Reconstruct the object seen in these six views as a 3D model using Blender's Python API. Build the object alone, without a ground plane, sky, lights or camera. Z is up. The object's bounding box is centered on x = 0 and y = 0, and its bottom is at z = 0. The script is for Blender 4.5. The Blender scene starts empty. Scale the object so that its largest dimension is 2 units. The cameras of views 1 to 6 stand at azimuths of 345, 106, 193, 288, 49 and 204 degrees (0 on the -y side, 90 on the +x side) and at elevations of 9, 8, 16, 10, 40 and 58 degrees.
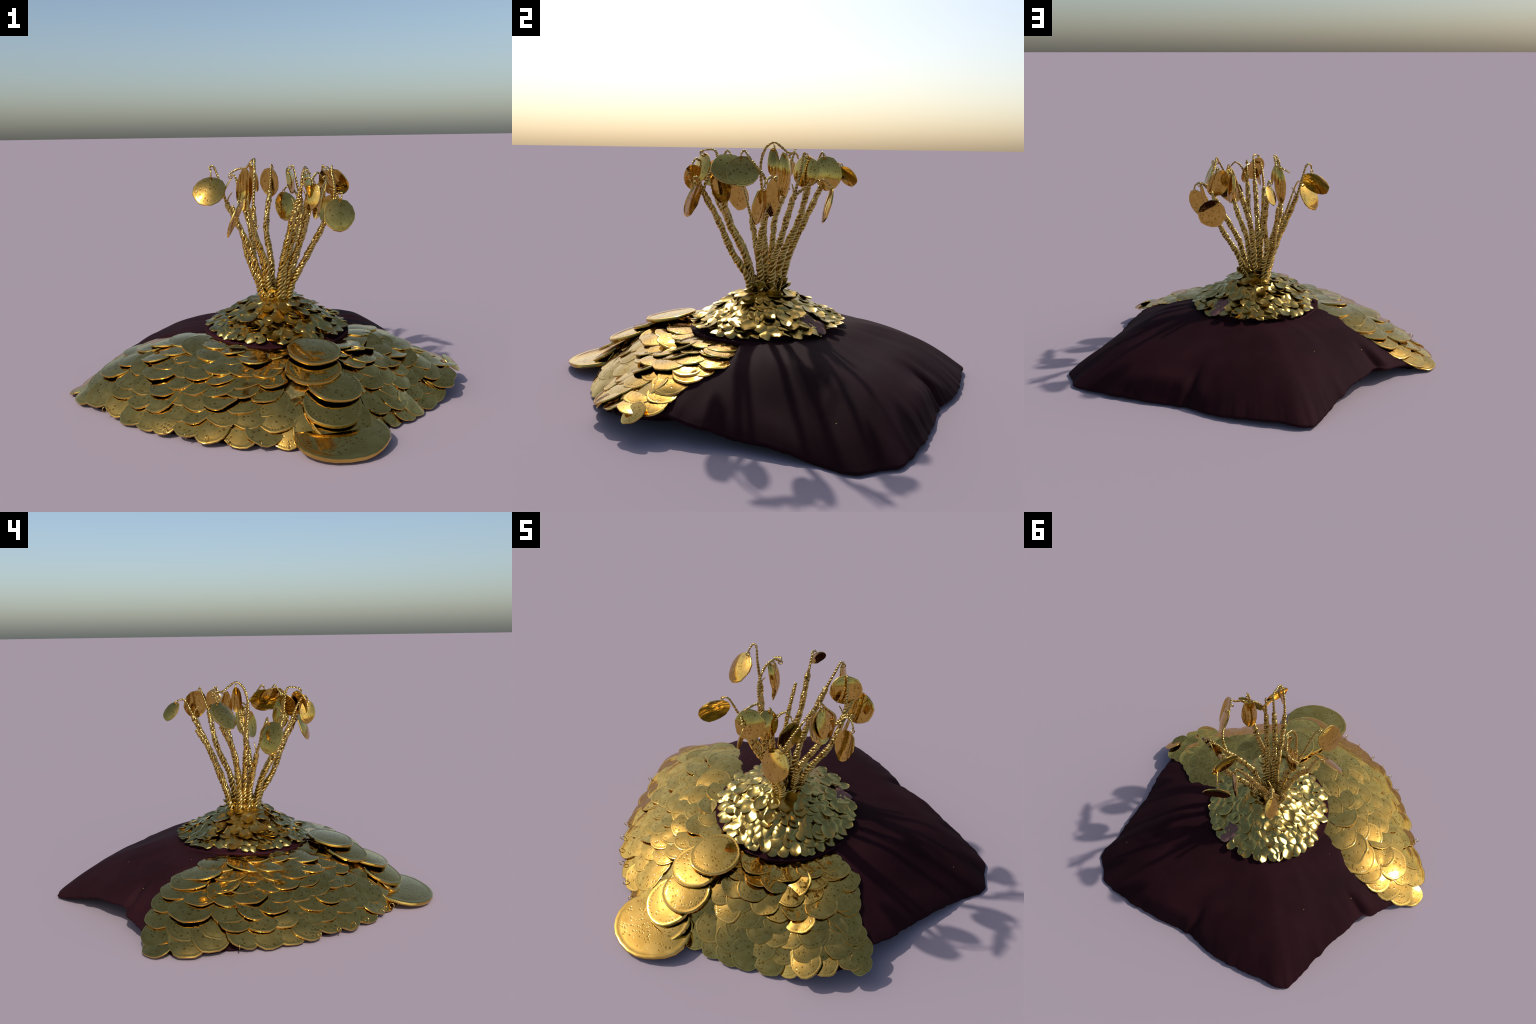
# Gilded cushion: dark velvet pillow, half covered with gold coin scales, a petal
# covered cap on top and a bouquet of twisted gold wires with hanging discs.
import bpy, bmesh, math, random
import numpy as np
from mathutils import Vector, Matrix, noise

rnd = random.Random(7)
TAU = math.tau


# ------------------------------------------------------------------ helpers
def rad(a):
    return math.radians(a)


def smooth01(a, b, x):
    t = min(1.0, max(0.0, (x - a) / (b - a)))
    return t * t * (3 - 2 * t)


def make_obj(name, mesh, parent, mat=None):
    o = bpy.data.objects.new(name, mesh)
    bpy.context.scene.collection.objects.link(o)
    o.parent = parent
    if mat is not None and not mesh.materials:
        mesh.materials.append(mat)
    return o


def mesh_from(name, verts, faces, smooth=True, sharp=None):
    me = bpy.data.meshes.new(name)
    me.from_pydata([tuple(v) for v in verts], [], faces)
    me.validate()
    if smooth:
        me.shade_smooth()
        if sharp:
            me.set_sharp_from_angle(angle=rad(sharp))
    return me


# ------------------------------------------------------------------ materials
def new_mat(name):
    m = bpy.data.materials.new(name)
    m.use_nodes = True
    nt = m.node_tree
    return m, nt, nt.nodes, nt.links, nt.nodes["Principled BSDF"]


def math_node(nodes, links, op, a, b=None, c=None):
    n = nodes.new("ShaderNodeMath")
    n.operation = op
    for i, v in enumerate((a, b, c)):
        if v is None:
            continue
        if isinstance(v, (int, float)):
            n.inputs[i].default_value = v
        else:
            links.new(v, n.inputs[i])
    return n.outputs[0]


def mix_colour(nodes, links, fac, a, b):
    n = nodes.new("ShaderNodeMix")
    n.data_type = "RGBA"
    if isinstance(fac, (int, float)):
        n.inputs[0].default_value = fac
    else:
        links.new(fac, n.inputs[0])
    for i, v in ((6, a), (7, b)):
        if isinstance(v, tuple):
            n.inputs[i].default_value = (*v, 1)
        else:
            links.new(v, n.inputs[i])
    return n.outputs[2]


def ramp(nodes, links, fac, p0, p1, c0=0.0, c1=1.0):
    n = nodes.new("ShaderNodeMapRange")
    n.interpolation_type = "SMOOTHSTEP"
    links.new(fac, n.inputs[0])
    n.inputs[1].default_value, n.inputs[2].default_value = p0, p1
    n.inputs[3].default_value, n.inputs[4].default_value = c0, c1
    return n.outputs[0]


GOLD = (0.60, 0.375, 0.085)
GOLD_DARK = (0.22, 0.105, 0.014)


def coin_material(name, scale, ring):
    """Struck gold: pits, a dotted border ring and a paler rim, unit-radius disc in XY."""
    m, nt, N, L, B = new_mat(name)
    tc = N.new("ShaderNodeTexCoord")
    oi = N.new("ShaderNodeObjectInfo")
    shift = N.new("ShaderNodeVectorMath")
    shift.operation = "MULTIPLY_ADD"
    comb = N.new("ShaderNodeCombineXYZ")
    for i in range(3):
        L.new(oi.outputs["Random"], comb.inputs[i])
    L.new(comb.outputs[0], shift.inputs[0])
    shift.inputs[1].default_value = (17.0, 31.0, 3.0)
    L.new(tc.outputs["Object"], shift.inputs[2])
    vor = N.new("ShaderNodeTexVoronoi")
    vor.inputs["Scale"].default_value = scale
    vor.inputs["Randomness"].default_value = 0.95
    L.new(shift.outputs[0], vor.inputs["Vector"])
    keep = N.new("ShaderNodeSeparateColor")
    L.new(vor.outputs["Color"], keep.inputs[0])
    size = math_node(N, L, "MULTIPLY_ADD", keep.outputs[0], 0.42, -0.06)
    d = math_node(N, L, "SUBTRACT", vor.outputs["Distance"], size)
    pits = ramp(N, L, d, 0.0, 0.10, 1.0, 0.0)
    # dotted border
    sep = N.new("ShaderNodeSeparateXYZ")
    L.new(tc.outputs["Object"], sep.inputs[0])
    r = N.new("ShaderNodeVectorMath")
    r.operation = "LENGTH"
    L.new(tc.outputs["Object"], r.inputs[0])
    ang = math_node(N, L, "ARCTAN2", sep.outputs[1], sep.outputs[0])
    wav = math_node(N, L, "SINE", math_node(N, L, "MULTIPLY", ang, 40.0))
    band = ramp(N, L, math_node(N, L, "ABSOLUTE", math_node(N, L, "SUBTRACT", r.outputs["Value"], 0.83)), 0.025, 0.05, 1.0, 0.0)
    dots = math_node(N, L, "MULTIPLY", ramp(N, L, wav, 0.0, 0.7), band)
    some = N.new("ShaderNodeTexNoise")
    some.inputs["Scale"].default_value = 1.1
    L.new(shift.outputs[0], some.inputs["Vector"])
    dots = math_node(N, L, "MULTIPLY", dots, ramp(N, L, some.outputs["Fac"], 0.47, 0.56, 0.0, ring))
    pits = math_node(N, L, "MULTIPLY", pits, ramp(N, L, r.outputs["Value"], 0.80, 0.88, 1.0, 0.0))
    marks = math_node(N, L, "MAXIMUM", pits, dots)
    noi = N.new("ShaderNodeTexNoise")
    noi.inputs["Scale"].default_value = 2.6
    noi.inputs["Detail"].default_value = 2.5
    L.new(shift.outputs[0], noi.inputs["Vector"])
    base = mix_colour(N, L, ramp(N, L, noi.outputs["Fac"], 0.35, 0.7), (GOLD[0] * .92, GOLD[1] * .9, GOLD[2] * .85), (GOLD[0] * 1.08, GOLD[1] * 1.1, GOLD[2] * 1.2))
    col = mix_colour(N, L, math_node(N, L, "MULTIPLY", marks, 0.68), base, GOLD_DARK)
    pale_rim = ramp(N, L, r.outputs["Value"], 0.92, 0.98, 0.0, 0.4)     # lighter gold along the rim
    col = mix_colour(N, L, pale_rim, col, (0.72, 0.47, 0.12))
    L.new(col, B.inputs["Base Color"])
    B.inputs["Metallic"].default_value = 1.0
    L.new(ramp(N, L, noi.outputs["Fac"], 0.3, 0.75, 0.055, 0.13), B.inputs["Roughness"])
    bump = N.new("ShaderNodeBump")
    bump.inputs["Strength"].default_value = 0.22
    bump.inputs["Distance"].default_value = 0.004
    h = math_node(N, L, "SUBTRACT", math_node(N, L, "MULTIPLY", noi.outputs["Fac"], 0.35), math_node(N, L, "MULTIPLY", marks, 0.35))
    L.new(h, bump.inputs["Height"])
    L.new(bump.outputs[0], B.inputs["Normal"])
    return m


def plain_gold(name, colour, rough, bump_scale, bump_strength, vary=0.12):
    m, nt, N, L, B = new_mat(name)
    tc = N.new("ShaderNodeTexCoord")
    noi = N.new("ShaderNodeTexNoise")
    noi.inputs["Scale"].default_value = bump_scale
    noi.inputs["Detail"].default_value = 5.0
    L.new(tc.outputs["Object"], noi.inputs["Vector"])
    lo = tuple(c * (1 - vary) for c in colour)
    hi = tuple(min(1, c * (1 + vary)) for c in colour)
    L.new(mix_colour(N, L, ramp(N, L, noi.outputs["Fac"], 0.3, 0.7), lo, hi), B.inputs["Base Color"])
    B.inputs["Metallic"].default_value = 1.0
    L.new(ramp(N, L, noi.outputs["Fac"], 0.3, 0.7, rough * 0.75, rough * 1.25), B.inputs["Roughness"])
    bump = N.new("ShaderNodeBump")
    bump.inputs["Strength"].default_value = bump_strength
    bump.inputs["Distance"].default_value = 0.003
    L.new(noi.outputs["Fac"], bump.inputs["Height"])
    L.new(bump.outputs[0], B.inputs["Normal"])
    return m


def velvet_material(name, colour, flecks):
    m, nt, N, L, B = new_mat(name)
    tc = N.new("ShaderNodeTexCoord")
    big = N.new("ShaderNodeTexNoise")
    big.inputs["Scale"].default_value = 4.0
    big.inputs["Detail"].default_value = 4.0
    fine = N.new("ShaderNodeTexNoise")
    fine.inputs["Scale"].default_value = 160.0
    fine.inputs["Detail"].default_value = 3.0
    for n in (big, fine):
        L.new(tc.outputs["Object"], n.inputs["Vector"])
    lo = tuple(c * 0.85 for c in colour)
    hi = tuple(c * 1.15 for c in colour)
    col = mix_colour(N, L, ramp(N, L, big.outputs["Fac"], 0.35, 0.65), lo, hi)
    if flecks:  # stray gold flecks caught in the pile
        vor = N.new("ShaderNodeTexVoronoi")
        vor.inputs["Scale"].default_value = 70.0
        L.new(tc.outputs["Object"], vor.inputs["Vector"])
        sep = N.new("ShaderNodeSeparateColor")
        L.new(vor.outputs["Color"], sep.inputs[0])
        rare = math_node(N, L, "GREATER_THAN", sep.outputs[0], 0.997)
        near = math_node(N, L, "LESS_THAN", vor.outputs["Distance"], 0.16)
        fl = math_node(N, L, "MULTIPLY", rare, near)
        col = mix_colour(N, L, fl, col, (0.55, 0.38, 0.15))
    L.new(col, B.inputs["Base Color"])
    B.inputs["Roughness"].default_value = 0.72
    B.inputs["Specular IOR Level"].default_value = 0.055
    B.inputs["Sheen Weight"].default_value = 0.0
    B.inputs["Sheen Roughness"].default_value = 0.5
    bump = N.new("ShaderNodeBump")
    bump.inputs["Strength"].default_value = 0.12
    bump.inputs["Distance"].default_value = 0.002
    L.new(fine.outputs["Fac"], bump.inputs["Height"])
    L.new(bump.outputs[0], B.inputs["Normal"])
    return m


MAT_COIN = coin_material("struck_gold", 5.2, 0.8)
MAT_BIG = coin_material("large_struck_gold", 8.5, 0.8)
MAT_GROUND = coin_material("smooth_struck_gold", 13.0, 0.0)
MAT_WIRE = plain_gold("wire_gold", (0.58, 0.40, 0.12), 0.20, 60.0, 0.25)
MAT_PETAL = plain_gold("leaf_gold", (0.49, 0.35, 0.100), 0.125, 40.0, 0.2, 0.16)
MAT_VELVET = velvet_material("dark_velvet", (0.0185, 0.0048, 0.0066), True)
MAT_RIM = velvet_material("maroon_velvet", (0.027, 0.0065, 0.0095), False)
MAT_BARE = velvet_material("bare_copper_cloth", (0.19, 0.10, 0.085), False)


# ------------------------------------------------------------------ cushion form
CX, CY = 0.08, 0.06
TOP = 0.305
# seam line of the pillow: x, y, height of the seam above the ground
SEAM = [(.993, .663, .012), (.875, .817, .014), (.726, .860, .023), (.486, .896, .023), (.33, .904, .017),
        (.215, .912, .02), (.078, .966, .023), (-.12, .985, .03), (-.27, .991, .034), (-.396, .995, .025),
        (-.44, .98, .02), (-.46, .937, .023), (-.524, .775, .065), (-.585, .638, .097), (-.677, .449, .11),
        (-.695, .413, .107), (-.737, .397, .087), (-.816, .29, .07), (-.89, .19, .035), (-.955, .08, .016),
        (-.936, -.01, .018), (-.842, -.162, .03), (-.71, -.35, .025), (-.585, -.515, .025), (-.455, -.63, .027),
        (-.29, -.72, .022), (-.13, -.78, .02), (.02, -.81, .02), (.2, -.76, .02), (.34, -.71, .014),
        (.455, -.66, .02), (.57, -.58, .018), (.72, -.48, .03), (.795, -.437, .075), (.918, -.283, .097),
        (.915, -.2, .1), (.885, -.11, .1), (.911, 0, .08), (.913, .09, .07), (.913, .185, .048),
        (.93, .31, .047), (.945, .417, .036), (.962, .53, .012), (.993, .618, .012)]
_s = np.array(SEAM)
_a = np.arctan2(_s[:, 1] - CY, _s[:, 0] - CX)
_r = np.hypot(_s[:, 0] - CX, _s[:, 1] - CY)
_o = np.argsort(_a)
_A = np.concatenate([_a[_o] - TAU, _a[_o], _a[_o] + TAU])
_fine = np.linspace(-math.pi, math.pi, 1441)


def _ease(col):
    v = np.interp(_fine, _A, np.tile(col[_o], 3))
    k = np.exp(-np.linspace(-2, 2, 9) ** 2)
    k /= k.sum()
    return np.convolve(np.concatenate([v[-5:-1], v, v[1:5]]), k, "valid")


def _broad(v, width):
    """Strongly rounded version of a periodic curve, for the puffed middle of the pillow."""
    n = int(3 * width)
    k = np.exp(-(np.arange(-n, n + 1) / width) ** 2 / 2)
    k /= k.sum()
    w = v[:-1]
    w = np.convolve(np.concatenate([w[-n:], w, w[:n]]), k, "valid")
    return np.append(w, w[0])


_RF, _ZF = _ease(_r), _ease(_s[:, 2])
_RS, _ZS = _broad(_RF, 30), _broad(_ZF, 30)


def wrap(p):
    return (p + math.pi) % TAU - math.pi


def seam_r(p):
    return float(np.interp(wrap(p), _fine, _RF))


def seam_z(p):
    return float(np.interp(wrap(p), _fine, _ZF))


# how full the pillow is towards its seam, by direction in degrees
PUFF_AT = (-180, -140, -110, -90, -70, -45, -12, 10, 35, 70, 95, 120, 150, 180)
PUFF = (3.1, 2.9, 3.0, 3.2, 3.1, 2.6, 2.6, 3.1, 3.2, 3.8, 3.6, 3.2, 3.0, 3.1)
# stuffing: direction and its spread in degrees, radial fraction and its spread, height
STUFFING = [(68, 26, .60, .17, -.024), (100, 20, .60, .15, -.016), (68, 14, .93, .07, .020), (20, 9, .85, .10, -.016),
            (24, 12, .60, .11, .018), (150, 10, .85, .10, .012),
            (-60, 16, .68, .16, .026), (-24, 10, .86, .10, -.018), (74, 16, .95, .06, .014)]


def dome(t, p, top=TOP):
    """Height of the pillow at radial fraction t in direction p."""
    q = wrap(p)
    keep = t ** 3.5
    ze = seam_z(p) * keep + float(np.interp(q, _fine, _ZS)) * (1 - keep)
    rb = seam_r(p) * keep + float(np.interp(q, _fine, _RS)) * (1 - keep)
    te = min(1.0, seam_r(p) * t / rb)
    power = float(np.interp(math.degrees(q), PUFF_AT, PUFF))
    ridge = .052 * math.exp(-((wrap(q + rad(89))) / .2) ** 2) * smooth01(.35, .7, t) * (1 - smooth01(.9, 1, t))
    lump = sum(h * math.exp(-(math.degrees(wrap(q - rad(a))) / sa) ** 2 - ((t - tc) / st) ** 2) for a, sa, tc, st, h in STUFFING)
    return ze + (top - ze) * (1 - te ** power) + ridge + lump * (1 - smooth01(.94, 1, t))


def dome_point(t, p, top=TOP):
    r = seam_r(p) * t
    return Vector((CX + r * math.cos(p), CY + r * math.sin(p), dome(t, p, top)))


W_EDGE = [(0.30, 178), (.37, 176), (.52, 171), (.64, 164), (.75, 163), (.87, 164.5), (.96, 167), (1.03, 170)]
E_EDGE = [(0.30, 0), (.48, 0), (.58, 1), (.66, -4), (.76, -8), (.83, -11), (1.03, -13)]


def gold_limits(t):
    w = np.interp(t, *zip(*W_EDGE))
    e = np.interp(t, *zip(*E_EDGE))
    return rad(e), rad(w) - TAU          # gold runs from w-360 (west) up to e (east) through -90


def gold_mask(t, p):
    e, w = gold_limits(t)
    q = wrap(p)
    if q > math.pi / 2:
        q -= TAU
    return smooth01(w, w + .08, q) * (1 - smooth01(e - .08, e, q))


ROOT = bpy.data.objects.new("gilded_cushion", None)
bpy.context.scene.collection.objects.link(ROOT)
ROOT.empty_display_size = 0.2
ROOT["label"] = "dark velvet cushion with gold coin scales and wire bouquet"
ROOT["category"] = "ornament"

NOTCH_NE = math.atan2(.91 - CY, .215 - CX)
NOTCH_NW = math.atan2(.413 - CY, -.697 - CX)


def fold(t, p):
    """Folds and dents of the cloth."""
    q = wrap(p)
    z = 0.0
    # pinches where the seam is gathered
    for a, w, dep in ((NOTCH_NE, .028, .022), (NOTCH_NW, .028, .030)):
        g = math.exp(-((wrap(q - a)) / w) ** 2)
        z -= dep * g * smooth01(.80, .97, t) * (1 - .6 * smooth01(.97, 1, t))
        g2 = math.exp(-((wrap(q - a - .07)) / .05) ** 2)
        z += .012 * g2 * smooth01(.70, .93, t) * (1 - smooth01(.95, 1, t))
    # radiating folds from under the cap
    band = smooth01(.38, .55, t) * (1 - smooth01(.90, 1, t))
    f = math.sin(q * 23 + 1.3 * math.sin(q * 5)) * .5 + math.sin(q * 37 + 2) * .3
    side = math.exp(-((wrap(q - .35)) / .55) ** 2) + .35 * math.exp(-((wrap(q - 2.1)) / .5) ** 2)
    z += .0055 * f * band * side
    # soft lumps and gathers near the seam
    P = Vector((math.cos(q) * t * 3.2, math.sin(q) * t * 3.2, 1.7))
    z += .010 * noise.noise(P) * smooth01(.2, .5, t) * (1 - smooth01(.93, 1, t))
    z += .004 * noise.noise(Vector((math.cos(q) * 14, math.sin(q) * 14, t * 3))) * smooth01(.75, .93, t) * (1 - smooth01(.97, 1, t))
    return z


def hem(p):
    """Puckers of the sewn edge."""
    a = Vector((math.cos(p), math.sin(p), .3))
    return .008 * noise.noise(a * 20) + .006 * noise.noise(a * 47)


def build_cushion():
    NP, NT = 540, 60
    verts, faces = [], []
    levels = [1 - (1 - i / NT) ** 1.35 for i in range(1, NT + 1)]
    verts.append((CX, CY, TOP - .01))
    rings = []
    for t in levels:
        ring = []
        for j in range(NP):
            p = -math.pi + TAU * j / NP
            edge = 1 - .025 * gold_mask(1, p) * smooth01(.8, 1, t) + hem(p) * smooth01(.85, 1, t)
            v = dome_point(t, p)
            sink = .022 * gold_mask(t, p)
            g = gold_mask(t, p)
            v.z = max(v.z + fold(t, p) * (1 - g) - sink, .008)
            v.x = CX + (v.x - CX) * edge
            v.y = CY + (v.y - CY) * edge
            ring.append(len(verts))
            verts.append(tuple(v))
        rings.append(ring)
    # seam roll and underside
    for t, drop, mixz in ((1.002, .007, 0), (.995, .014, 0), (.975, .018, .05), (.92, .015, .35), (.82, .012, .75), (.6, .008, 1), (.3, .006, 1)):
        ring = []
        for j in range(NP):
            p = -math.pi + TAU * j / NP
            edge = 1 - .025 * gold_mask(1, p) * smooth01(.8, 1, t) + hem(p) * smooth01(.85, 1, t)
            r = seam_r(p) * t * edge
            z = (seam_z(p) - drop) * (1 - mixz) + .004 * mixz - .022 * gold_mask(1, p) * (1 - mixz)
            ring.append(len(verts))
            verts.append((CX + r * math.cos(p), CY + r * math.sin(p), max(z, .001)))
        rings.append(ring)
    for j in range(NP):
        faces.append((0, rings[0][j], rings[0][(j + 1) % NP]))
    for a, b in zip(rings, rings[1:]):
        for j in range(NP):
            k = (j + 1) % NP
            faces.append((a[j], b[j], b[k], a[k]))
    verts.append((CX, CY, .004))
    c = len(verts) - 1
    for j in range(NP):
        faces.append((rings[-1][j], c, rings[-1][(j + 1) % NP]))
    return make_obj("cushion", mesh_from("cushion", verts, faces), ROOT, MAT_VELVET)


CUSHION = build_cushion()


# ------------------------------------------------------------------ coin meshes
def coin_mesh(name, seed, bend=0.0, segs=22, thick=.085, dish=.07, irregular=.06, mat=None):
    """Unit-radius struck disc with raised lip; bend adds creases as on hammered foil."""
    g = random.Random(seed)
    ph = [g.uniform(0, TAU) for _ in range(4)]
    creases = [(g.uniform(0, TAU), g.uniform(.15, .6), g.uniform(-1, 1)) for _ in range(3)]

    def edge(a):
        return 1 + irregular * (.6 * math.sin(2 * a + ph[0]) + .5 * math.sin(3 * a + ph[1]) + .35 * math.sin(5 * a + ph[2])) + irregular * .25 * math.sin(7 * a + ph[3])

    def lift(x, y):
        z = 0
        for a, c, s in creases:
            z += bend * s * max(0, x * math.cos(a) + y * math.sin(a) - c)
        return z - dish * (x * x + y * y)

    rings = [(.22, 1), (.45, 1), (.66, 1), (.82, 1), (.90, .98), (.945, 1.10), (.985, 1.0), (1.0, .5), (.985, 0), (.9, -.05), (.6, -.05), (.3, -.05)]
    verts = [(0, 0, thick * .5 + lift(0, 0))]
    faces = []
    idx = []
    for r, h in rings:
        row = []
        for j in range(segs):
            a = TAU * j / segs + .03 * math.sin(5 * j)
            x, y = r * edge(a) * math.cos(a), r * edge(a) * math.sin(a)
            row.append(len(verts))
            verts.append((x, y, (h - .5) * thick + lift(x, y)))
        idx.append(row)
    for j in range(segs):
        faces.append((0, idx[0][j], idx[0][(j + 1) % segs]))
    for a, b in zip(idx, idx[1:]):
        for j in range(segs):
            k = (j + 1) % segs
            faces.append((a[j], b[j], b[k], a[k]))
    verts.append((0, 0, -.55 * thick + lift(0, 0)))
    for j in range(segs):
        faces.append((idx[-1][j], len(verts) - 1, idx[-1][(j + 1) % segs]))
    me = mesh_from(name, verts, faces, True, 28)
    me.materials.append(mat or MAT_COIN)
    return me


COINS = [coin_mesh("coin_disc", s, b) for s, b in ((1, .06), (2, .16), (3, .03), (4, .20), (5, .10), (6, .24), (7, .05), (8, .18), (9, .22), (10, .14))]
BIG = [coin_mesh("large_coin_disc", s, .04, 26, .10, .06, .03, MAT_BIG) for s in (21, 22, 23, 24, 25)]


def place(name, mesh, parent, centre, ux, uy, uz):
    """Object with local axes ux, uy, uz (scaled vectors)."""
    o = make_obj(name, mesh, parent)
    m = Matrix.Identity(4)
    for i, ax in enumerate((ux, uy, uz)):
        m[0][i], m[1][i], m[2][i] = ax
    m[0][3], m[1][3], m[2][3] = centre
    o.matrix_local = m
    return o


# ------------------------------------------------------------------ coin scales
# large coins of the corner: centre, radius, lean to the front and to the side in degrees
COLUMN = [((.104, -.436, .306), .128, 10, 0), ((.066, -.530, .256), .128, 17, -3), ((.127, -.635, .208), .126, 17, 3),
          ((.091, -.716, .150), .132, 26, -2), ((.115, -.765, .096), .138, 32, 2)]


def lean_normal(lean, side):
    return Vector((math.sin(rad(side)), -math.sin(rad(lean)), math.cos(rad(lean)))).normalized()


def under_column(c, h, ax, ay):
    """How far a small coin has to sink to stay under the large coins."""
    need = 0.0
    for k in range(17):
        q = c if k == 16 else c + (ax * math.cos(TAU * k / 16) + ay * math.sin(TAU * k / 16)) * h
        for cc, hh, lean, side in COLUMN:
            n = lean_normal(lean, side)
            d = q - Vector(cc)
            above = d.dot(n)
            if (d - n * above).length < hh * 1.02 and above < .06:
                need = max(need, (above + .012) / max(.5, n.z))
    return need


SINK = .018


def surf(t, p):
    v = dome_point(t, p)
    v.z -= SINK
    return v


def arc_table(p, t0=.30, n=60):
    ts = [t0 + (1.0 - t0) * i / n for i in range(n + 1)]
    s = [0.0]
    for a, b in zip(ts, ts[1:]):
        s.append(s[-1] + (surf(b, p) - surf(a, p)).length)
    return np.array(ts), np.array(s)


def coin_size(p):
    """Coin diameter by direction: small to the east, large at the west border."""
    d = math.degrees(p)
    return float(np.interp(d, (-200, -180, -165, -130, -100, -70, -20, 0), (.215, .198, .185, .180, .172, .154, .146, .155)))


def coin_step(p):
    d = math.degrees(p)
    return float(np.interp(d, (-200, -180, -150, -100, -70, -20, 0), (.125, .118, .108, .105, .092, .088, .10)))


def shingle(mesh, p, s_centre, dia, tilt, twist, lift=.004, name="coin", squash=1.0):
    ts, ss = arc_table(p)
    over = max(0.0, s_centre - ss[-1])
    t = float(np.interp(s_centre, ss, ts))
    q = surf(t, p)
    down = (surf(min(t + .01, 1.0), p) - surf(t - .01, p)).normalized()
    q = q + down * over
    e = .01
    along = (surf(t, p + e) - surf(t, p - e)).normalized()
    n = along.cross(down)
    if n.z < 0:
        n = -n
    n.normalize()
    along = down.cross(n).normalized()
    R1 = Matrix.Rotation(-tilt, 3, along)          # lower edge lifts
    if (R1 @ down).dot(n) < 0:
        R1 = Matrix.Rotation(tilt, 3, along)
    dn, nn = R1 @ down, R1 @ n
    roll = Matrix.Rotation(rad(rnd.gauss(0, 3.4)), 3, dn)
    nn, along = roll @ nn, roll @ along
    R2 = Matrix.Rotation(twist, 3, nn)
    ax, ay = R2 @ along, R2 @ (-dn)
    h = dia / 2
    c = q + n * (h * math.sin(tilt) + lift)
    low = c.z - h * abs(dn.z) - .004
    if low < .004:
        c.z += .004 - low
    spin = rnd.uniform(0, TAU)
    sx = ax * math.cos(spin) + ay * math.sin(spin)
    sy = -ax * math.sin(spin) + ay * math.cos(spin)
    c.z -= under_column(c, h, ax, ay)
    low = c.z + h * min(sx.z * v.co.x + sy.z * v.co.y + nn.z * v.co.z for v in mesh.vertices)
    c.z += max(0.0, .002 - low)               # never below the ground
    return place(name, mesh, ROOT, c, sx * h, sy * h * squash, nn * h)


ROWS = 8


def build_scales():
    count = 0
    for k in range(ROWS):
        e, w = gold_limits(.40 + .60 * (k + .6) / ROWS)
        # walk from the west border to the east border
        first = True
        p = w
        stag = (k % 2) * .5
        stops = []
        while True:
            ts, ss = arc_table(p)
            s_cap = float(np.interp(.36 / seam_r(p), ts, ss))
            frac = (k + 1) / ROWS
            s_bottom = s_cap + .055 * (1 - frac) + (ss[-1] + .017 - s_cap) * frac
            d = coin_size(p) * (1.0 + .05 * math.sin(k * 2.1 + p * 9))
            s_c = s_bottom - d / 2
            t_c = float(np.interp(s_c, ts, ss * 0 + ts)) if False else float(np.interp(s_c, ss, ts))
            r_c = max(seam_r(p) * t_c, .28)
            if first:
                p = w + d * .47 / r_c
                first = False
                continue
            if p > e - d * .40 / r_c:
                stops.append((e - d * .47 / r_c, s_c, d))
                break
            stops.append((p, s_c, d))
            p += coin_step(p) / r_c * (1 + .5 * stag * (len(stops) == 1))
        for i, (p, s_c, d) in enumerate(stops):
            if abs(math.degrees(p) + 89) < 4.5 and k > 0:
                continue                           # hidden under the large coins of the corner
            dd = d * rnd.uniform(.93, 1.07)
            mesh = rnd.choice(COINS)
            border = i == 0 or i == len(stops) - 1
            jig = 0 if border else rnd.uniform(-.03, .03)
            shingle(mesh, p + jig, s_c + rnd.uniform(-.008, .008), dd, rad(rnd.uniform(5.5, 11)), rnd.uniform(-.10, .10), .007)
            count += 1
    return count


N_COINS = build_scales()


def build_backing():
    """Gold cloth to which the coins are sewn, just above the velvet."""
    nt, np_ = 24, 160
    verts, faces = [], []
    for i in range(nt + 1):
        t = .36 + .58 * i / nt
        e, w = gold_limits(t)
        for j in range(np_ + 1):
            p = w + .10 + (e - w - .20) * j / np_
            v = dome_point(t, p)
            v.z = max(v.z - .017, .010)
            verts.append(tuple(v))
    m = np_ + 1
    for i in range(nt):
        for j in range(np_):
            q = i * m + j
            faces.append((q, q + m, q + m + 1, q + 1))
    make_obj("coin_backing", mesh_from("coin_backing", verts, faces), ROOT, MAT_WIRE)


build_backing()

# the corner column of large coins, each leaning a little more, and the biggest one on the ground
for i, (c, h, lean, side) in enumerate(COLUMN):
    n = lean_normal(lean, side)
    x = Vector((1, 0, 0)).cross(n).cross(n).normalized() * -1
    y = n.cross(x)
    spin = rnd.uniform(0, TAU)
    place("large_coin", BIG[i], ROOT, Vector(c), (x * math.cos(spin) + y * math.sin(spin)) * h, (y * math.cos(spin) - x * math.sin(spin)) * h, n * h)
a = rad(8)
place("ground_coin", coin_mesh("ground_coin_disc", 31, .06, 24, .085, .05, .02, MAT_GROUND), ROOT, Vector((.094, -.828, .056)),
      Vector((math.cos(a), math.sin(a), .02)) * .213, Vector((-math.sin(a), math.cos(a), .19)) * .172, Vector((-.02, -.19, 1)).normalized() * .19)
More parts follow.
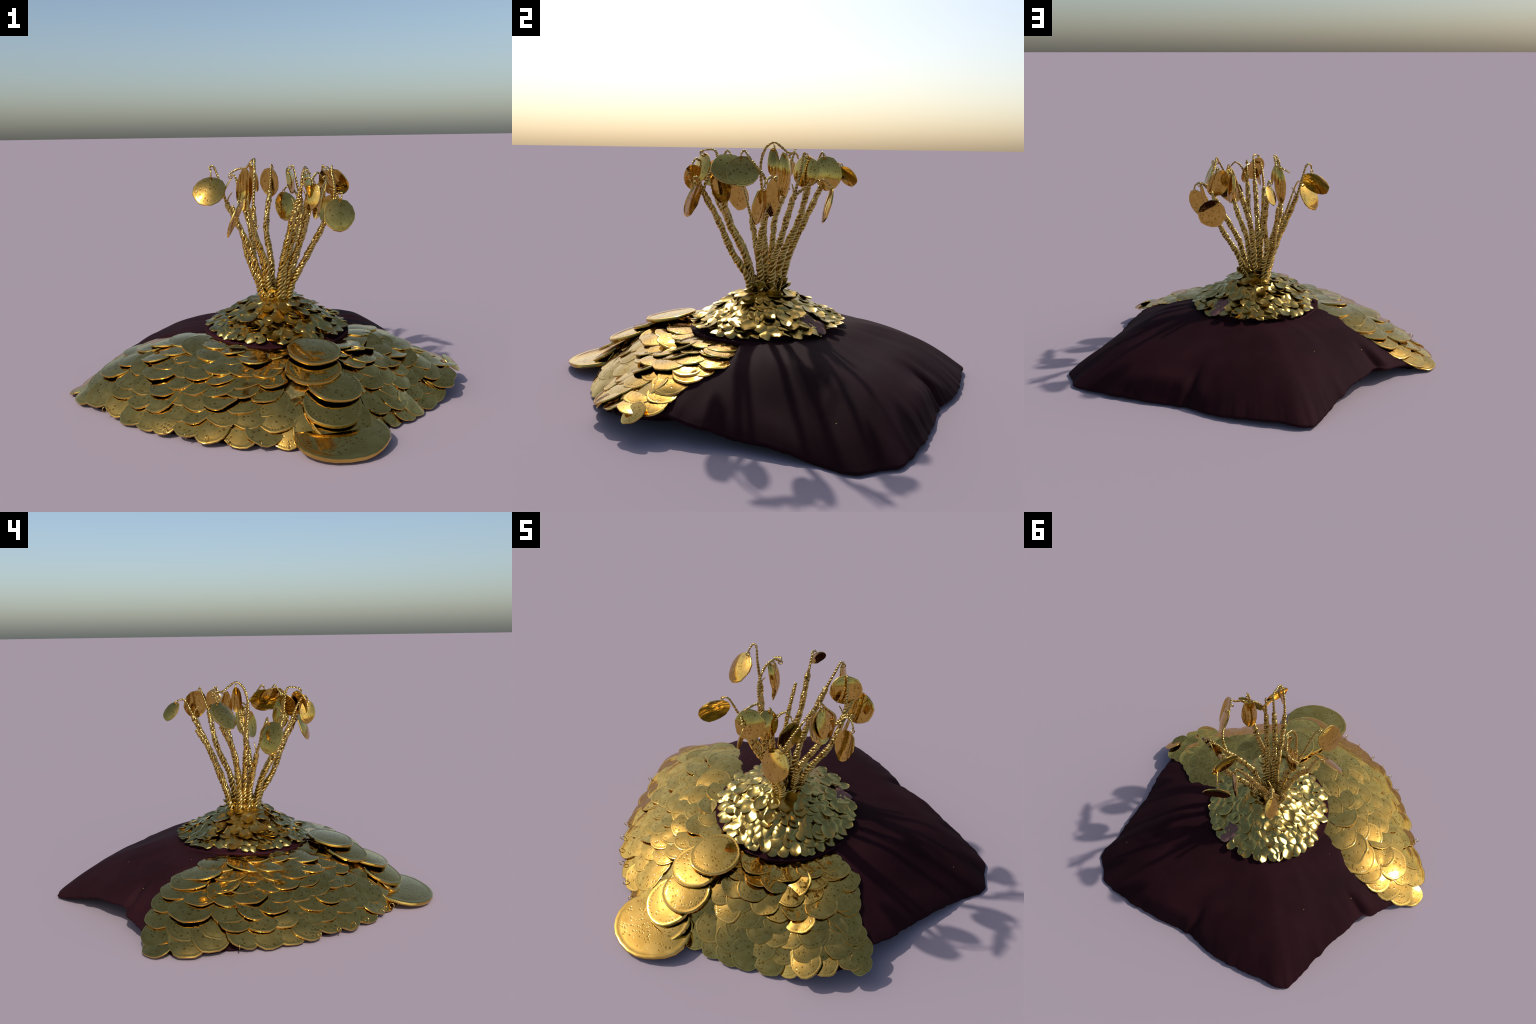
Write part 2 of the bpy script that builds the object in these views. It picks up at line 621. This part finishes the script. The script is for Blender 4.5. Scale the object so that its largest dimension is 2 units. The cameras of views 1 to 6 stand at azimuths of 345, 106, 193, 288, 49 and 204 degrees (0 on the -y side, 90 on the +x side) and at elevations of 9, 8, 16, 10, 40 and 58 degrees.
# the coins that hang past the eastern and the western corner
for cx, cy, cz, h in ((.932, -.228, .106, .056),):
    n = Vector((.50, -.32, .80)).normalized()
    x = Vector((0, 1, 0)).cross(n).normalized()
    place("coin", COINS[4], ROOT, Vector((cx, cy, cz)), x * h, n.cross(x) * h, n * h)
n = Vector((-.28, .16, .95)).normalized()
x = Vector((0, 1, 0)).cross(n).normalized()
place("coin", COINS[2], ROOT, Vector((-.913, .142, .042)), x * .087, n.cross(x) * .085, n * .085)


# ------------------------------------------------------------------ wire rings on the front edge
def ring_mesh(name, R, r, n=20, m=8):
    verts, faces = [], []
    for i in range(n):
        a = TAU * i / n
        for j in range(m):
            b = TAU * j / m
            q = R + r * math.cos(b)
            verts.append((q * math.cos(a), q * math.sin(a), r * math.sin(b)))
    for i in range(n):
        for j in range(m):
            faces.append((i * m + j, ((i + 1) % n) * m + j, ((i + 1) % n) * m + (j + 1) % m, i * m + (j + 1) % m))
    me = mesh_from(name, verts, faces)
    me.materials.append(MAT_WIRE)
    return me


EDGE_RING = ring_mesh("edge_ring_wire", .013, .0020)
for deg in (-104, -111, -120, -126, -132, -139, -163):
    p = rad(deg)
    r = seam_r(p) + .030
    d = Vector((math.cos(p), math.sin(p), .3)).normalized()
    up = Vector((0, 0, 1)) + d * rnd.uniform(-.4, .4)
    nrm = d.cross(up).normalized() * 1.0
    up = nrm.cross(d).normalized()
    place("edge_ring", EDGE_RING, ROOT, Vector((CX + r * math.cos(p), CY + r * math.sin(p), seam_z(p) + .012)), d, up, nrm)


# ------------------------------------------------------------------ cap
KX, KY = .072, .064
CAP_PROFILE = [(.075, .468), (.10, .458), (.13, .441), (.18, .412), (.23, .384), (.28, .355), (.33, .326), (.362, .307)]


def cap_z(r):
    return float(np.interp(r, *zip(*CAP_PROFILE)))


def build_cap():
    prof = [(0.0, .46), (.05, .46)] + [(r, z - .022) for r, z in CAP_PROFILE] + [(.371, .290), (.375, .281), (.371, .271), (.36, .260), (.30, .255), (.15, .26)]
    n = 128
    verts, faces = [(KX, KY, prof[0][1])], []
    rings = []
    for r, z in prof[1:]:
        row = []
        for j in range(n):
            a = TAU * j / n
            rr = r * (1 + .008 * math.sin(3 * a + .5) + .004 * math.sin(11 * a))
            zz = z + (.006 * math.sin(a * 2 + 1)) * (r / .37)
            row.append(len(verts))
            verts.append((KX + rr * math.cos(a), KY + rr * math.sin(a), zz))
        rings.append(row)
    for j in range(n):
        faces.append((0, rings[0][j], rings[0][(j + 1) % n]))
    for a, b in zip(rings, rings[1:]):
        for j in range(n):
            k = (j + 1) % n
            faces.append((a[j], b[j], b[k], a[k]))
    faces.append(tuple(rings[-1]))
    return make_obj("cap", mesh_from("cap", verts, faces), ROOT, MAT_RIM)


CAP = build_cap()


def build_crust():
    """Crumpled gold foil that carries the petals."""
    nr, n = 34, 150
    verts, faces = [], []
    for i in range(nr + 1):
        r = .06 + (.334 - .06) * i / nr
        for j in range(n):
            a = TAU * j / n
            rr = r + .006 * noise.noise(Vector((math.cos(a) * 9, math.sin(a) * 9, r * 30)))
            q = Vector((math.cos(a) * rr, math.sin(a) * rr, 0)) * 26
            z = cap_z(rr) - .003 + .011 * noise.noise(q) + .004 * noise.noise(q * 2.3)
            if i == nr:
                z -= .014
            verts.append((KX + rr * math.cos(a), KY + rr * math.sin(a), z))
    for i in range(nr):
        for j in range(n):
            k = (j + 1) % n
            faces.append((i * n + j, (i + 1) * n + j, (i + 1) * n + k, i * n + k))
    return make_obj("cap_crust", mesh_from("cap_crust", verts, faces), CAP, MAT_PETAL)


build_crust()


def petal_mesh(name, seed, mat, nx=8, ny=9):
    """Unit petal: root at the origin, tip along +Y, cupped and rounded, with thickness."""
    g = random.Random(seed)
    cup, curl, wav, ph = g.choice((-1, -1, 1)) * g.uniform(.15, .55), g.uniform(-.3, .3), g.uniform(.0, .09), g.uniform(0, TAU)
    dent = g.uniform(-.3, .3)
    top, verts, faces = [], [], []
    for s in (1, -1):
        for i in range(ny + 1):
            v = .5 - .5 * math.cos(math.pi * i / ny)
            half = .5 * max(.05, 1 - abs(2 * v - 1) ** 2.6) ** .46 * (.76 + .24 * v) * (1 + .05 * math.sin(5 * v + ph))
            for j in range(nx + 1):
                u = -1 + 2 * j / nx
                x = u * half
                y = v + .04 * (1 - u * u) * v
                z = cup * ((x * x + (v - .5) ** 2) * 2.0) + curl * (v - .4) ** 2 + wav * math.sin(5 * v + 4 * x + ph) + dent * max(0, x - .1)
                verts.append((x, y, z + s * .022))
    w = nx + 1
    m = (ny + 1) * w
    for i in range(ny):
        for j in range(nx):
            q = i * w + j
            faces.append((q, q + 1, q + w + 1, q + w))
            faces.append((m + q, m + q + w, m + q + w + 1, m + q + 1))
    border = [j for j in range(w)] + [i * w + nx for i in range(1, ny + 1)] + [ny * w + j for j in range(nx - 1, -1, -1)] + [i * w for i in range(ny - 1, 0, -1)]
    for a, b in zip(border, border[1:] + border[:1]):
        faces.append((a, m + a, m + b, b))
    me = mesh_from(name, verts, faces, True, 50)
    me.materials.append(mat)
    return me


PETALS = [petal_mesh("petal_leaf", 40 + i, MAT_PETAL) for i in range(9)]
PETALS_BARE = [petal_mesh("bare_petal_leaf", 70 + i, MAT_BARE) for i in range(3)]
BARE_SPOT = (.185, .318)


def build_petals():
    n = 0
    rings = [(.367, 43), (.332, 40), (.296, 36), (.264, 32), (.232, 28), (.200, 24), (.168, 20), (.138, 17), (.112, 13), (.090, 11)]
    for k, (r_tip, count) in enumerate(rings):
        off = rnd.uniform(0, TAU)
        for i in range(count):
            a = off + TAU * (i + rnd.uniform(-.22, .22)) / count
            rt = r_tip + rnd.uniform(-.010, .010) * (.4 if k == 0 else 1)
            length = rnd.uniform(.064, .090)
            wide = rnd.uniform(.058, .080)
            r0 = max(rt - length * .86, .05)
            d = Vector((math.cos(a), math.sin(a), 0))
            z0, z1 = cap_z(r0), cap_z(rt)
            root = Vector((KX, KY, 0)) + d * r0 + Vector((0, 0, z0 - .004))
            tip = Vector((KX, KY, 0)) + d * rt + Vector((0, 0, z1 + rnd.uniform(.002, .014)))
            if k >= len(rings) - 2:          # collar petals stand up around the wires
                tip = root + d * .022 * rnd.uniform(.3, 1.6) + Vector((0, 0, rnd.uniform(.015, .045)))
                length *= .85
            y = (tip - root).normalized()
            sx = Vector((-math.sin(a), math.cos(a), 0))
            nrm = sx.cross(y).normalized()
            if nrm.z < 0:
                nrm = -nrm
            rot = Matrix.Rotation(rnd.uniform(-.22, .22), 3, y)
            nrm = rot @ nrm
            sx = y.cross(nrm).normalized()
            yaw = Matrix.Rotation(rnd.uniform(-.25, .25), 3, nrm)
            sx, y = yaw @ sx, yaw @ y
            mid = root + y * length * .5
            bare = math.hypot(mid.x - BARE_SPOT[0], mid.y - BARE_SPOT[1]) < .055
            if math.hypot(mid.x + .262, mid.y - .075) < .022:
                continue                      # a few petals are lost and the cloth shows
            me = rnd.choice(PETALS_BARE if bare else PETALS)
            place("petal", me, CAP, root, sx * wide, y * length, nrm * .066)
            n += 1
    return n


N_PETALS = build_petals()


# ------------------------------------------------------------------ wire stems
def catmull(points, step=.004):
    P = [Vector(p) for p in points]
    P = [P[0] * 2 - P[1]] + P + [P[-1] * 2 - P[-2]]
    out = []
    for i in range(1, len(P) - 2):
        a, b, c, d = P[i - 1:i + 3]
        n = max(2, int((c - b).length / step))
        for j in range(n):
            t = j / n
            out.append(.5 * ((2 * b) + (c - a) * t + (2 * a - 5 * b + 4 * c - d) * t * t + (3 * b - a - 3 * c + d) * t ** 3))
    out.append(P[-2])
    return out


def tube(verts, faces, path, radius, sides=6):
    base = len(verts)
    prev = None
    for i, p in enumerate(path):
        t = (path[min(i + 1, len(path) - 1)] - path[max(i - 1, 0)]).normalized()
        ref = prev if prev is not None else (Vector((1, 0, 0)) if abs(t.x) < .8 else Vector((0, 1, 0)))
        u = (ref - t * ref.dot(t)).normalized()
        prev = u
        v = t.cross(u)
        r = radius(i / (len(path) - 1)) if callable(radius) else radius
        for j in range(sides):
            a = TAU * j / sides
            verts.append(p + u * (r * math.cos(a)) + v * (r * math.sin(a)))
    n = len(path)
    for i in range(n - 1):
        for j in range(sides):
            k = (j + 1) % sides
            faces.append((base + i * sides + j, base + i * sides + k, base + (i + 1) * sides + k, base + (i + 1) * sides + j))
    faces.append(tuple(base + j for j in reversed(range(sides))))
    faces.append(tuple(base + (n - 1) * sides + j for j in range(sides)))


def rope(verts, faces, points, r0, r1, strands=3, pitch=.072, seed=0, ends=True):
    """Twisted wire: strands wound round the path, whose girth goes from r0 to r1."""
    g = random.Random(seed)
    path = catmull(points)
    frames = []
    prev = Vector((1, 0, 0))
    s = 0
    for i, p in enumerate(path):
        t = (path[min(i + 1, len(path) - 1)] - path[max(i - 1, 0)]).normalized()
        u = prev - t * prev.dot(t)
        u = u.normalized() if u.length > 1e-4 else t.orthogonal().normalized()
        prev = u
        if i:
            s += (p - path[i - 1]).length
        frames.append((p, u, t.cross(u), s))
    total = frames[-1][3]
    wob = g.uniform(0, TAU)
    for k in range(strands):
        line = []
        for p, u, v, s in frames:
            f = s / total
            girth = r0 + (r1 - r0) * f
            girth *= 1 + .13 * math.sin(s * 55 + wob) + .08 * math.sin(s * 131 + 2 * wob)
            a = TAU * (k / strands + s / (pitch * (.7 + .3 * girth / r0))) + .4 * math.sin(s * 40 + wob)
            o = girth * (.62 if strands > 2 else .52)
            line.append(p + u * (o * math.cos(a)) + v * (o * math.sin(a)))
        tube(verts, faces, line, lambda f: (r0 + (r1 - r0) * f) * (.43 if strands > 2 else .50), 7)


# pendants: name -> attachment point, centre, half-width vector, half-height vector
PEND = {
    "H": ((.137, .342, 1.114), (.133, .365, 1.031), (-.039, .051, .022), (.002, -.022, .077)),
    "A": ((.135, -.263, 1.123), (0.156, -0.254, 1.046), (0.028, 0.058, 0.026), (-0.028, -0.004, 0.066)),
    "G": ((.221, .275, 1.116), (.232, .274, 1.040), (.050, .063, -.011), (-.016, .004, .071)),
    "I": ((-.091, .375, 1.068), (-.110, .411, 1.014), (-.021, -.033, -.019), (.020, -.031, .049)),
    "B": ((.336, -.039, 1.115), (.358, -.037, 1.039), (.003, -.078, .031), (-.030, -.003, .067)),
    "C": ((.317, .007, 1.117), (.358, .025, 1.042), (-.012, .071, -.013), (-.025, -.015, .071)),
    "D": ((-.041, .053, 1.160), (-.028, .056, 1.077), (-.011, .028, .001), (-.022, -.002, .069)),
    "E": ((-.255, .08, 1.120), (-.280, .030, 1.022), (.076, -.034, -.007), (.021, .048, .068)),
    "L": ((.411, .142, .978), (.394, .127, .887), (-.062, .017, .010), (.016, .015, .082)),
    "J": ((.216, .388, .984), (.232, .374, .893), (.067, .029, .015), (-.018, .015, .082)),
    "S": ((-.158, -.159, .984), (-.211, -.181, .901), (-.028, -.071, .024), (.044, .022, .073)),
    "M": ((.325, -.220, 1.000), (.305, -.243, .904), (.074, -.018, -.030), (.018, .031, .075)),
    "K": ((.354, .173, 1.016), (.349, .166, .925), (-.019, .030, .005), (.016, .016, .087)),
    "F": ((-.066, .120, 1.119), (-.070, .118, 1.009), (-.037, .025, .004), (.003, .001, .109)),
    "P": ((.261, -.105, 1.078), (0.251, -0.109, 0.979), (-0.019, -0.053, -0.004), (0.027, -0.003, 0.095)),
    "Q": ((.154, -.293, 1.066), (0.14, -0.298, 0.997), (0.021, -0.039, -0.004), (0.014, 0.005, 0.065)),
    "R": ((.180, -.160, 1.100), (.190, -.179, 1.031), (.023, .047, -.016), (-.016, .029, .059)),
}
# stems: thick rope points above the foot, then thin wires that leave its top, each with the pendants it carries
STEMS = [
    ([(.172, -.088, .65), (.234, -.132, .80), (.288, -.186, .94)],
     [([(.305, -.205, 1.000), (.325, -.220, 1.004)], "M"), ([(.315, -.14, 1.03), (.325, -.085, 1.09), (.333, -.055, 1.128), (.338, -.039, 1.115)], "B")]),
    ([(.120, -.045, .65), (.152, -.118, .80), (.172, -.145, .97)],
     [([(.176, -.150, 1.06), (.176, -.155, 1.105), (.182, -.162, 1.098)], "R"), ([(.20, -.135, 1.06), (.235, -.115, 1.098), (.261, -.105, 1.078)], "P")]),
    ([(.090, -.055, .65), (.114, -.125, .80), (.130, -.160, .98)],
     [([(.138, -.170, 1.08), (.144, -.184, 1.126), (.140, -.225, 1.130), (.135, -.263, 1.120)], "A")]),
    ([(.062, -.060, .65), (.072, -.150, .80), (.090, -.205, .93)],
     [([(.105, -.245, 1.03), (.130, -.280, 1.085), (.154, -.293, 1.066)], "Q")]),
    ([(.170, .045, .66), (.240, .098, .81), (.285, .140, .92)],
     [([(.325, .160, .985), (.365, .158, 1.015), (.400, .148, 1.00), (.411, .142, .975)], "L"), ([(.325, .165, 1.00), (.354, .173, 1.014)], "K"),
      ([(.320, .11, 1.02), (.318, .05, 1.09), (.312, .02, 1.128), (.320, .007, 1.114)], "C")]),
    ([(.174, .125, .622), (.232, .170, .744), (.262, .205, .84), (.265, .240, .93)],
     [([(.250, .26, 1.03), (.232, .27, 1.118), (.221, .276, 1.115)], "G"), ([(.250, .31, .985), (.230, .36, 1.003), (.217, .388, .983)], "J")]),
    ([(.062, .135, .65), (.068, .205, .80), (.098, .275, .99)], [([(.118, .31, 1.08), (.128, .33, 1.124), (.138, .343, 1.113)], "H")]),
    ([(-.018, .155, .65), (-.028, .222, .80), (-.058, .302, .98)], [([(-.072, .335, 1.060), (-.085, .350, 1.075), (-.091, .376, 1.068)], "I")]),
    ([(-.052, .148, .65), (-.086, .205, .80), (-.105, .270, .915)], []),
    ([(-.050, .050, .66), (-.112, .052, .80), (-.178, .085, .945)], [([(-.212, .098, 1.06), (-.236, .110, 1.128), (-.258, .105, 1.130), (-.258, .08, 1.105)], "E")]),
    ([(-.015, .025, .65), (-.060, .002, .80), (-.065, -.008, .93)],
     [([(-.062, -.02, 1.05), (-.052, .005, 1.135), (-.041, .053, 1.168), (-.055, .09, 1.145), (-.066, .120, 1.120), (-.10, .150, 1.115), (-.15, .150, 1.09)], "DF")]),
    ([(-.010, -.015, .65), (-.078, -.068, .79)], [([(-.108, -.115, .91), (-.135, -.145, .985), (-.160, -.160, .985)], "S")]),
]


HOOK = ring_mesh("hook_wire", .010, .0030, 10, 6)


def build_stems():
    for i, (thick, wires) in enumerate(STEMS):
        g = random.Random(100 + i)
        body = [Vector(p) for p in thick]
        dirn = Vector((body[0].x - KX, body[0].y - KY, 0))
        dist = dirn.length
        dirn.normalize()
        br = min(.104, dist * .70)
        root = Vector((KX, KY, .45)) + dirn * br * .8
        knee = Vector((KX, KY, .53)) + dirn * br
        body = [p + Vector((g.uniform(-.006, .006), g.uniform(-.006, .006), 0)) for p in body]
        verts, faces = [], []
        rope(verts, faces, [root, knee] + body, g.uniform(.0172, .0198), .0148 if wires else .009, 3, .066, i)
        for w, (thin, _) in enumerate(wires):
            inner = body[-1] - (body[-1] - body[-2]) * .2
            rope(verts, faces, [inner, body[-1]] + [Vector(p) for p in thin], .0098, .0054, 2, .034, i + 50 + w)
        if wires and i % 2 == 1:              # a loose wire end
            e = body[-1]
            rope(verts, faces, [e, e - dirn * .012 + Vector((0, 0, .03)), e - dirn * .03 + Vector((g.uniform(-.01, .01), 0, .055))], .006, .003, 2, .03, i)
        carried = "".join(k for _, k in wires)
        stem = make_obj("wire_stem", mesh_from("wire_stem", verts, faces, True), ROOT, MAT_WIRE)
        for key in carried:
            att, c, u, v = (Vector(q) for q in PEND[key])
            n = u.cross(v).normalized()
            s = (u.length + v.length) / 2
            me = coin_mesh("pendant_disc", 200 + ord(key), .05 if key not in "FD" else .0, 15, .075, .16 if key not in "FD" else .35, .05)
            place("pendant", me, stem, c, u, v, n * s)
            h = c + v * .92
            mid = (att + h) / 2
            up = v.normalized()
            hk = place("hook", HOOK, stem, c + v * .97, up, n, u.normalized())
            if (att - (c + v)).length > .012:
                va, fa = [], []
                tube(va, fa, [att, mid, c + v * .98], .0026, 6)
                make_obj("hanger", mesh_from("hanger", va, fa), stem, MAT_WIRE)


build_stems()


def build_tangle():
    """Short wire ends packed between the feet of the stems."""
    g = random.Random(5)
    verts, faces = [], []
    for i in range(22):
        a, r = g.uniform(0, TAU), .075 * math.sqrt(g.random())
        b = Vector((KX + r * math.cos(a), KY + r * math.sin(a), .445))
        lean = Vector((math.cos(a), math.sin(a), 0)) * g.uniform(-.02, .035) + Vector((g.uniform(-.02, .02), g.uniform(-.02, .02), 0))
        h = g.uniform(.05, .105)
        rope(verts, faces, [b, b + lean * .4 + Vector((0, 0, h * .55)), b + lean + Vector((0, 0, h))], g.uniform(.008, .013), .006, 2, .036, i)
    o = make_obj("wire_tangle", mesh_from("wire_tangle", verts, faces), ROOT, MAT_WIRE)
    o["kind"] = "stuff"


build_tangle()

# ------------------------------------------------------------------ stand on the ground
bpy.context.view_layer.update()
print("coins", N_COINS, "petals", N_PETALS)
